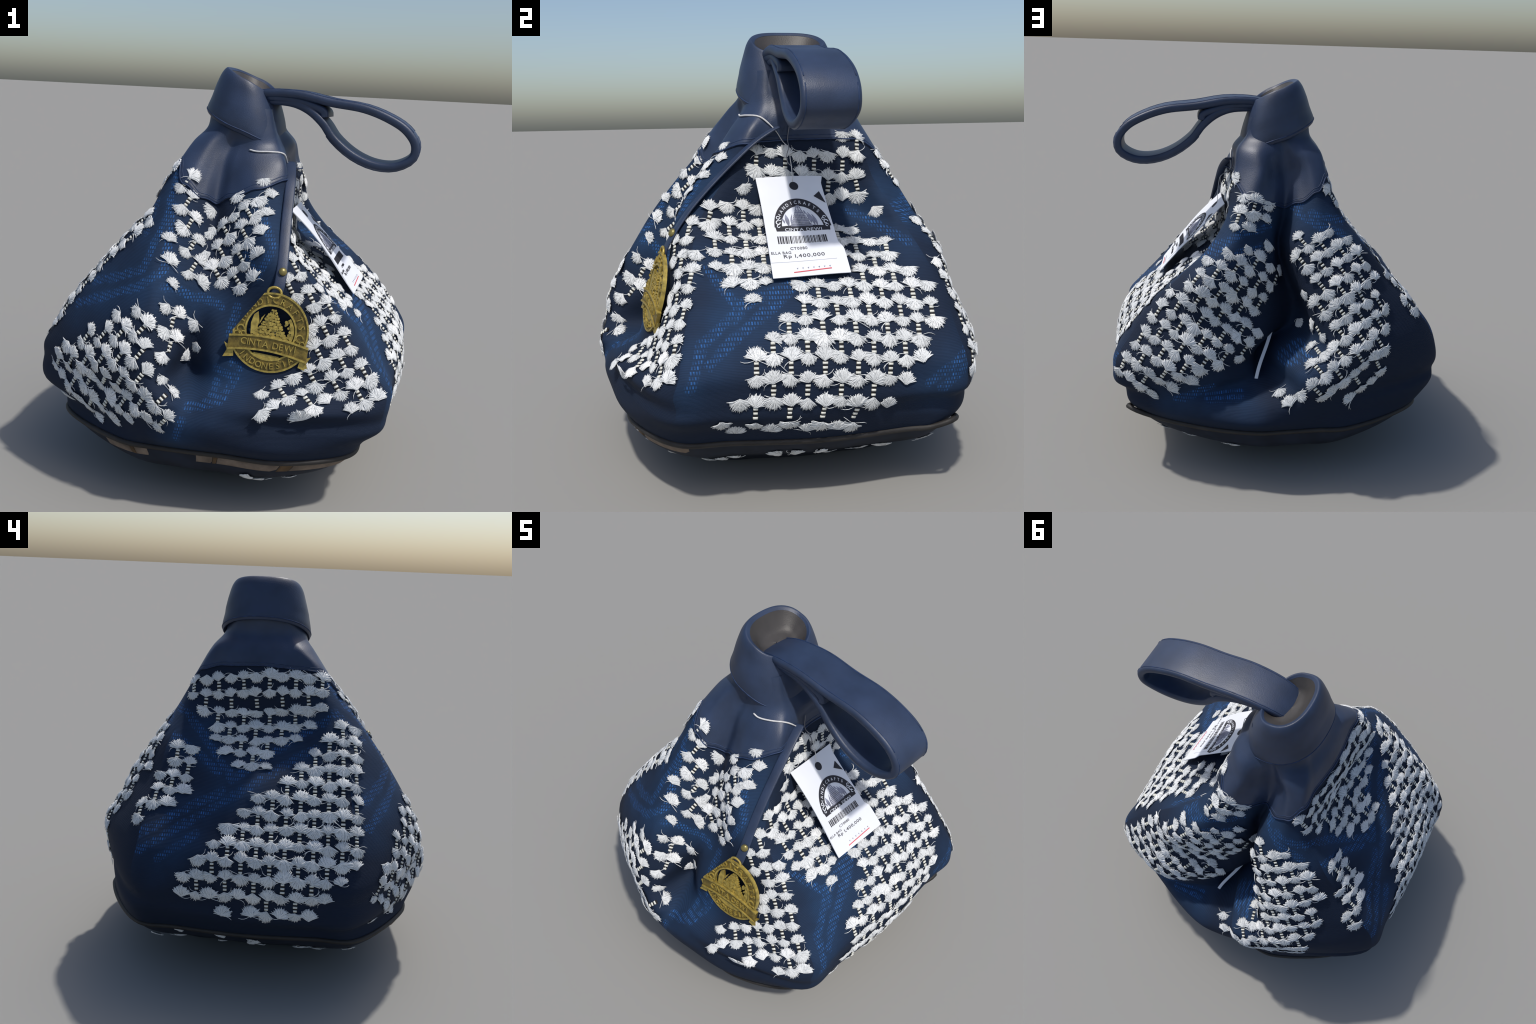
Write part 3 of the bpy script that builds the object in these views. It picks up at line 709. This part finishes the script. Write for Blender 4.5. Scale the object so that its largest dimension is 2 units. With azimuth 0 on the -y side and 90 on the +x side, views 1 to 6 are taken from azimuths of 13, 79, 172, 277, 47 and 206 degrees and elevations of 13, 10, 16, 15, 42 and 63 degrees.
# where the tufts grow: a flat frame laid on the cloth (at, out, down) and the outline of the tufted field in it
FIELDS = [
    dict(on=panel_front, at=(0.45, -0.25, 1.05), out=(0.82, -0.05, 0.57), down=(0.56, -0.05, -0.82), edge=[(-0.07, -0.46), (-0.56, -0.53), (-0.59, -0.40), (-0.59, -0.30), (-0.62, -0.17), (-0.55, -0.24), (-0.50, -0.28), (-0.41, -0.22), (-0.22, 0.03), (-0.10, 0.17), (0.01, 0.28), (0.12, 0.18), (0.18, 0.10), (0.18, -0.03), (0.21, -0.11), (0.10, -0.20), (0.03, -0.32)]),
    dict(on=panel_front, at=(0.81, -0.01, 0.77), out=(0.86, -0.05, 0.50), down=(0.49, -0.08, -0.86), edge=[(-0.16, -0.58), (-0.23, -0.55), (-0.40, -0.41), (-0.39, -0.31), (-0.48, -0.18), (-0.52, -0.07), (-0.44, 0.05), (-0.41, 0.12), (-0.36, 0.18), (-0.28, 0.26), (-0.19, 0.32), (-0.15, 0.37), (0.44, 0.39), (0.41, 0.30), (0.34, 0.22), (0.30, 0.14), (0.23, 0.03), (0.17, -0.05), (0.12, -0.13), (0.04, -0.23), (-0.10, -0.38), (-0.10, -0.47)]),
    dict(on=panel_rear, at=(-0.39, 0.03, 1.23), out=(-0.75, 0.04, 0.66), down=(-0.66, -0.04, -0.74), edge=[(0.25, -0.33), (-0.36, -0.31), (-0.39, -0.13), (-0.31, -0.04), (-0.25, 0.02), (-0.14, 0.09), (-0.09, 0.16), (-0.04, 0.25), (0.04, 0.25), (0.10, 0.16), (0.20, 0.04), (0.24, -0.06), (0.29, -0.10), (0.36, -0.19), (0.35, -0.32)]),
    dict(on=panel_rear, at=(-0.66, -0.24, 0.94), out=(-0.86, -0.16, 0.49), down=(-0.49, -0.04, -0.87), edge=[(-0.14, -0.43), (-0.27, -0.47), (-0.33, -0.39), (-0.32, -0.26), (-0.27, -0.15), (-0.27, 0.02), (-0.31, 0.24), (-0.24, 0.34), (-0.18, 0.42), (-0.12, 0.50), (0.01, 0.54), (0.15, 0.52), (0.34, 0.51), (0.56, 0.49), (0.56, 0.39), (0.50, 0.30), (0.42, 0.23), (0.36, 0.14), (0.32, 0.07), (0.25, 0.01), (0.17, -0.07), (0.09, -0.14), (0.01, -0.21), (-0.04, -0.29), (-0.12, -0.29), (-0.13, -0.35)]),
    dict(on=panel_rear, at=(-0.59, 0.41, 0.99), out=(-0.76, 0.17, 0.63), down=(-0.65, 0.02, -0.75), edge=[(-0.01, -0.23), (-0.05, -0.24), (-0.12, -0.15), (-0.13, 0.00), (-0.04, 0.08), (0.01, 0.14), (0.10, 0.19), (0.15, 0.22), (0.18, 0.28), (0.17, 0.18), (0.13, 0.08), (0.08, -0.02), (0.05, -0.10)]),
    dict(on=gusset_b, at=(0.52, 0.71, 0.72), out=(0.04, 0.93, 0.36), down=(0.57, 0.28, -0.77), edge=[(0.19, -0.33), (0.15, -0.41), (0.09, -0.49), (0.02, -0.54), (0.01, -0.63), (-0.08, -0.71), (-0.18, -0.64), (-0.25, -0.52), (-0.26, -0.43), (-0.22, -0.36), (-0.34, -0.17), (-0.27, -0.09), (-0.21, -0.00), (-0.17, 0.06), (-0.14, 0.12), (-0.10, 0.21), (-0.03, 0.28), (0.03, 0.34), (0.16, 0.35), (0.25, 0.28), (0.26, 0.14), (0.26, 0.02), (0.21, -0.16), (0.20, -0.27)]),
    dict(on=gusset_b, at=(0.15, 0.46, 1.38), out=(0.09, 0.88, 0.47), down=(0.25, 0.44, -0.86), edge=[(0.12, -0.10), (0.03, -0.08), (-0.10, -0.02), (-0.04, 0.09), (0.06, 0.16), (0.11, 0.19), (0.14, 0.02)]),
    dict(on=gusset_b, at=(-0.28, 0.68, 1.00), out=(0.05, 0.83, 0.56), down=(-0.58, 0.48, -0.66), edge=[(-0.01, -0.41), (-0.08, -0.33), (-0.16, -0.24), (-0.24, -0.15), (-0.26, -0.06), (-0.22, 0.05), (-0.19, 0.16), (-0.15, 0.24), (-0.07, 0.32), (0.00, 0.40), (0.06, 0.45), (0.15, 0.49), (0.40, 0.37), (0.58, 0.24), (0.65, 0.21), (0.54, 0.18), (0.38, 0.22), (0.30, 0.15), (0.23, 0.06), (0.19, -0.08), (0.12, -0.22), (0.05, -0.33)]),
    dict(on=gusset_a, at=(-0.42, -0.80, 0.68), out=(-0.01, -0.99, 0.15), down=(-0.57, -0.12, -0.82), edge=[(0.26, 0.27), (0.27, 0.14), (0.16, -0.01), (0.10, -0.15), (0.08, -0.22), (0.01, -0.32), (-0.06, -0.38), (-0.12, -0.39), (-0.18, -0.40), (-0.26, -0.30), (-0.30, -0.25), (-0.32, -0.20), (-0.36, -0.12), (-0.43, -0.07), (-0.42, 0.01), (-0.38, 0.10), (-0.26, 0.17), (-0.14, 0.27), (0.03, 0.36), (0.17, 0.33)]),
    dict(on=gusset_a, at=(-0.14, -0.46, 1.27), out=(-0.15, -0.85, 0.50), down=(-0.45, -0.39, -0.80), edge=[(0.18, -0.13), (0.16, -0.22), (0.11, -0.22), (0.03, -0.16), (-0.02, -0.12), (-0.07, -0.04), (-0.12, 0.07), (-0.20, 0.17), (-0.23, 0.26), (-0.15, 0.32), (-0.10, 0.27), (-0.01, 0.15), (0.04, 0.05), (0.10, -0.06)]),
    dict(on=gusset_a, at=(0.03, -0.42, 1.24), out=(0.01, -0.85, 0.52), down=(0.61, -0.40, -0.68), edge=[(0.02, -0.10), (-0.03, -0.11), (-0.11, -0.13), (-0.20, -0.11), (-0.36, -0.11), (-0.30, -0.03), (-0.25, -0.03), (-0.17, 0.11), (-0.11, 0.16), (-0.03, 0.27), (0.06, 0.33), (0.11, 0.28), (0.11, 0.23), (0.19, 0.17), (0.19, 0.13), (0.12, 0.01)]),
    dict(on=gusset_a, at=(0.47, -0.53, 0.99), out=(0.50, -0.65, 0.58), down=(0.56, -0.27, -0.78), edge=[(-0.10, -0.35), (-0.07, -0.20), (-0.06, -0.10), (-0.09, 0.00), (-0.10, 0.10), (-0.11, 0.17), (-0.12, 0.26), (-0.12, 0.37), (-0.11, 0.47), (-0.08, 0.55), (0.10, 0.53), (0.24, 0.49), (0.33, 0.44), (0.46, 0.36), (0.43, 0.32), (0.39, 0.28), (0.34, 0.23), (0.25, 0.21), (0.14, 0.27), (0.10, 0.18), (0.09, 0.08), (0.10, -0.03), (0.07, -0.13), (0.03, -0.20), (-0.04, -0.28)]),
]
def within(x, y, poly):
    r = False
    for (x0, y0), (x1, y1) in zip(poly, poly[1:] + poly[:1]):
        if (y0 > y) != (y1 > y) and x < (x1 - x0) * (y - y0) / (y1 - y0) + x0: r = not r
    return r
COLUMN, ROW = .067, .079           # half the column pitch, and the row pitch, of the staggered weave
HANGV = [Vector(catmull(np.array(HANG, float), k / 4)) for k in range((len(HANG) - 1) * 4 + 1)]
def covered(p):
    """under the medallion, the fob strap, the yoke or pressed flat below the tag"""
    if (p - MC).dot(MN) < .05 and abs((p - MC).dot(MR)) < .15 and -.15 < (p - MC).dot(MU) < .16 and (p - MC).length < .16: return True
    if min((p - q).length for q in HANGV) < .032: return True
    a = (p - TL); u = a.dot((TR - TL).normalized()) / .31; v = a.dot((BL - TL).normalized()) / .51
    if -.06 < u < 1.06 and -.03 < v < 1.04 and a.dot(TN) > -.035: return True
    return False
spots, dashes = [], []
rt = random.Random(21)
for fi, fd in enumerate(FIELDS):
    at, out, down = Vector(fd["at"]), Vector(fd["out"]).normalized(), Vector(fd["down"])
    down = (down - out * down.dot(out)).normalized(); side = down.cross(out)
    for i in range(-14, 15):
        for j in range(-12, 13):
            if (i + j) % 2: continue
            a, b = i * COLUMN, j * ROW
            def land(a, b):
                h = BODY.ray_cast(at + side * a + down * b + out * .22, -out, .6)
                if h[0] is None: return None
                n = h[1] if h[1].dot(out) > 0 else -h[1]
                if n.dot(out) < .10: return None
                y = (down - n * down.dot(n))
                return h[0], n, y.normalized()
            ends = []
            for s in (-1, 1):
                bb = b + s * .028
                if within(a, bb + s * .02, fd["edge"]):
                    h = land(a + rt.uniform(-.004, .004), bb + rt.uniform(-.003, .003))
                    if h and h[0].z > .30 and not covered(h[0]): ends.append((s, h))
            for s, (p, n, y) in ends: spots.append((p, n, y * s, fd["on"]))
            if len(ends) == 2:
                h = land(a, b)
                if h and h[0].z > .30 and not covered(h[0]): dashes.append((h, fd["on"]))
# a sparse ring of tufts shows under the rim of the base
for k in range(46):
    th = math.tau * k / 46 + rt.uniform(-.04, .04)
    if math.cos(th) * 1.0 < -.35 or math.cos(th) > .35:
        rr = rt.uniform(.62, .9)
        d = Vector((math.cos(th), math.sin(th), 0))
        h = BODY.ray_cast(Vector((d.x * .72 * rr / .8, d.y * .72 * rr / .8, -.3)), Vector((0, 0, 1)), .8)
        if h[0] and h[0].z < .27:
            n = h[1] if h[1].z < 0 else -h[1]
            y = (Vector((-d.y, d.x, 0)) * rt.choice((-1, 1)) + d * rt.uniform(-.4, .4)); y = (y - n * y.dot(n)).normalized()
            spots.append((h[0], n, y, base))

def frame(p, n, y, s, flip=1):
    x = y.cross(n).normalized()
    return Matrix(((x.x * s * flip, y.x * s, n.x * s, p.x), (x.y * s * flip, y.y * s, n.y * s, p.y), (x.z * s * flip, y.z * s, n.z * s, p.z), (0, 0, 0, 1)))
placed = []
for p, n, y, on in spots:
    jit = Matrix.Rotation(math.radians(rt.gauss(0, 8)), 3, n)
    s = rt.uniform(.86, 1.12)
    placed.append((s, frame(p + n * .001, n, jit @ y, s), rt.randrange(len(KINDS)), on))
order = sorted(range(len(placed)), key=lambda k: -placed[k][0])
named = set(order[:300])
V, F = [], []
for k, (s, M, kind, on) in enumerate(placed):
    if k in named:
        o = bpy.data.objects.new("tuft", KINDS[kind]); COL.objects.link(o); o.parent = on; o.matrix_world = M
    else:
        k0 = len(V); me = KINDS[kind]
        V += [M @ v.co for v in me.vertices]; F += [tuple(k0 + i for i in f.vertices) for f in me.polygons]
if V:
    o = new_obj("tufting", mesh_from("tufting", V, F), bag, M_TUFT); o["kind"] = "stuff"
# stitched columns: three cream dashes over a dark warp strip
def slab(V, F, M, w, l, z0, z1, cy):
    k = len(V); b = .78
    for sx, sy, z, f in ((-1, -1, z0, 1), (1, -1, z0, 1), (1, 1, z0, 1), (-1, 1, z0, 1), (-1, -1, z1, b), (1, -1, z1, b), (1, 1, z1, b), (-1, 1, z1, b)):
        V.append(M @ Vector((sx * w * f, cy + sy * l * f, z)))
    F += [(k+4, k+5, k+6, k+7), (k, k+1, k+5, k+4), (k+1, k+2, k+6, k+5), (k+2, k+3, k+7, k+6), (k+3, k, k+4, k+7)]
V1, F1, V2, F2 = [], [], [], []
for (p, n, y), on in dashes:
    M = frame(p, n, y, 1)
    slab(V2, F2, M, .0115, .031, -.004, .0022, 0)
    for c in (-.0185, 0, .0185):
        slab(V1, F1, M, .0098 * rt.uniform(.9, 1.1), .0050, .001, .0062, c + rt.uniform(-.001, .001))
o = new_obj("stitching", mesh_from("stitching", V1, F1), bag, M_DASH); o["kind"] = "stuff"
o = new_obj("warp_strips", mesh_from("warp_strips", V2, F2), bag, M_DASH_GAP); o["kind"] = "stuff"

# ------------------------------------------------------------------ ground left over from the scan below the seam, slips in the pleat
def skin_strip(name, c0, c1, r0, r1, h, mat, parent):
    verts, faces = [], []
    n = 10
    for i in range(n + 1):
        c = c0 + (c1 - c0) * i / n; ci = int(c) % NC
        for j in range(5):
            t = r0 + (r1 - r0) * j / 4
            p, nn = at_row(t, ci); q, nq = at_row(t, ci + 1); f = c - int(c)
            p, nn = p * (1 - f) + q * f, nn * (1 - f) + nq * f
            e = 0 if i in (0, n) or j in (0, 4) else 1
            verts.append(p + nn / np.linalg.norm(nn) * (h * e - .002 * (1 - e)))
    for i in range(n):
        for j in range(4): faces.append((i*5 + j, (i+1)*5 + j, (i+1)*5 + j + 1, i*5 + j + 1))
    return new_obj(name, mesh_from(name, verts, faces), parent, mat)
RB = ROW_BASE
for a, b in ((15.2, 15.75), (15.85, 17.05), (17.2, 18.2), (12.7, 13.2), (13.3, 13.7)):
    skin_strip("scan_ground_patch", a * NU, b * NU, RB - 6.0, RB - .6, .007, M_GROUND, base)
for a, b in ((15.74, 15.87), (17.03, 17.22), (13.18, 13.32)):
    skin_strip("scan_ground_joint", a * NU, b * NU, RB - 6.2, RB - .5, .005, M_GROUND_D, base)
ribbon("paper_slip", [(.150,.66,.47),(.125,.62,.56),(.07,.53,.67),(.02,.43,.78)], lambda t: Vector((.7, -.2, .5)), .009, .0015, M_PAPER, gusset_b)
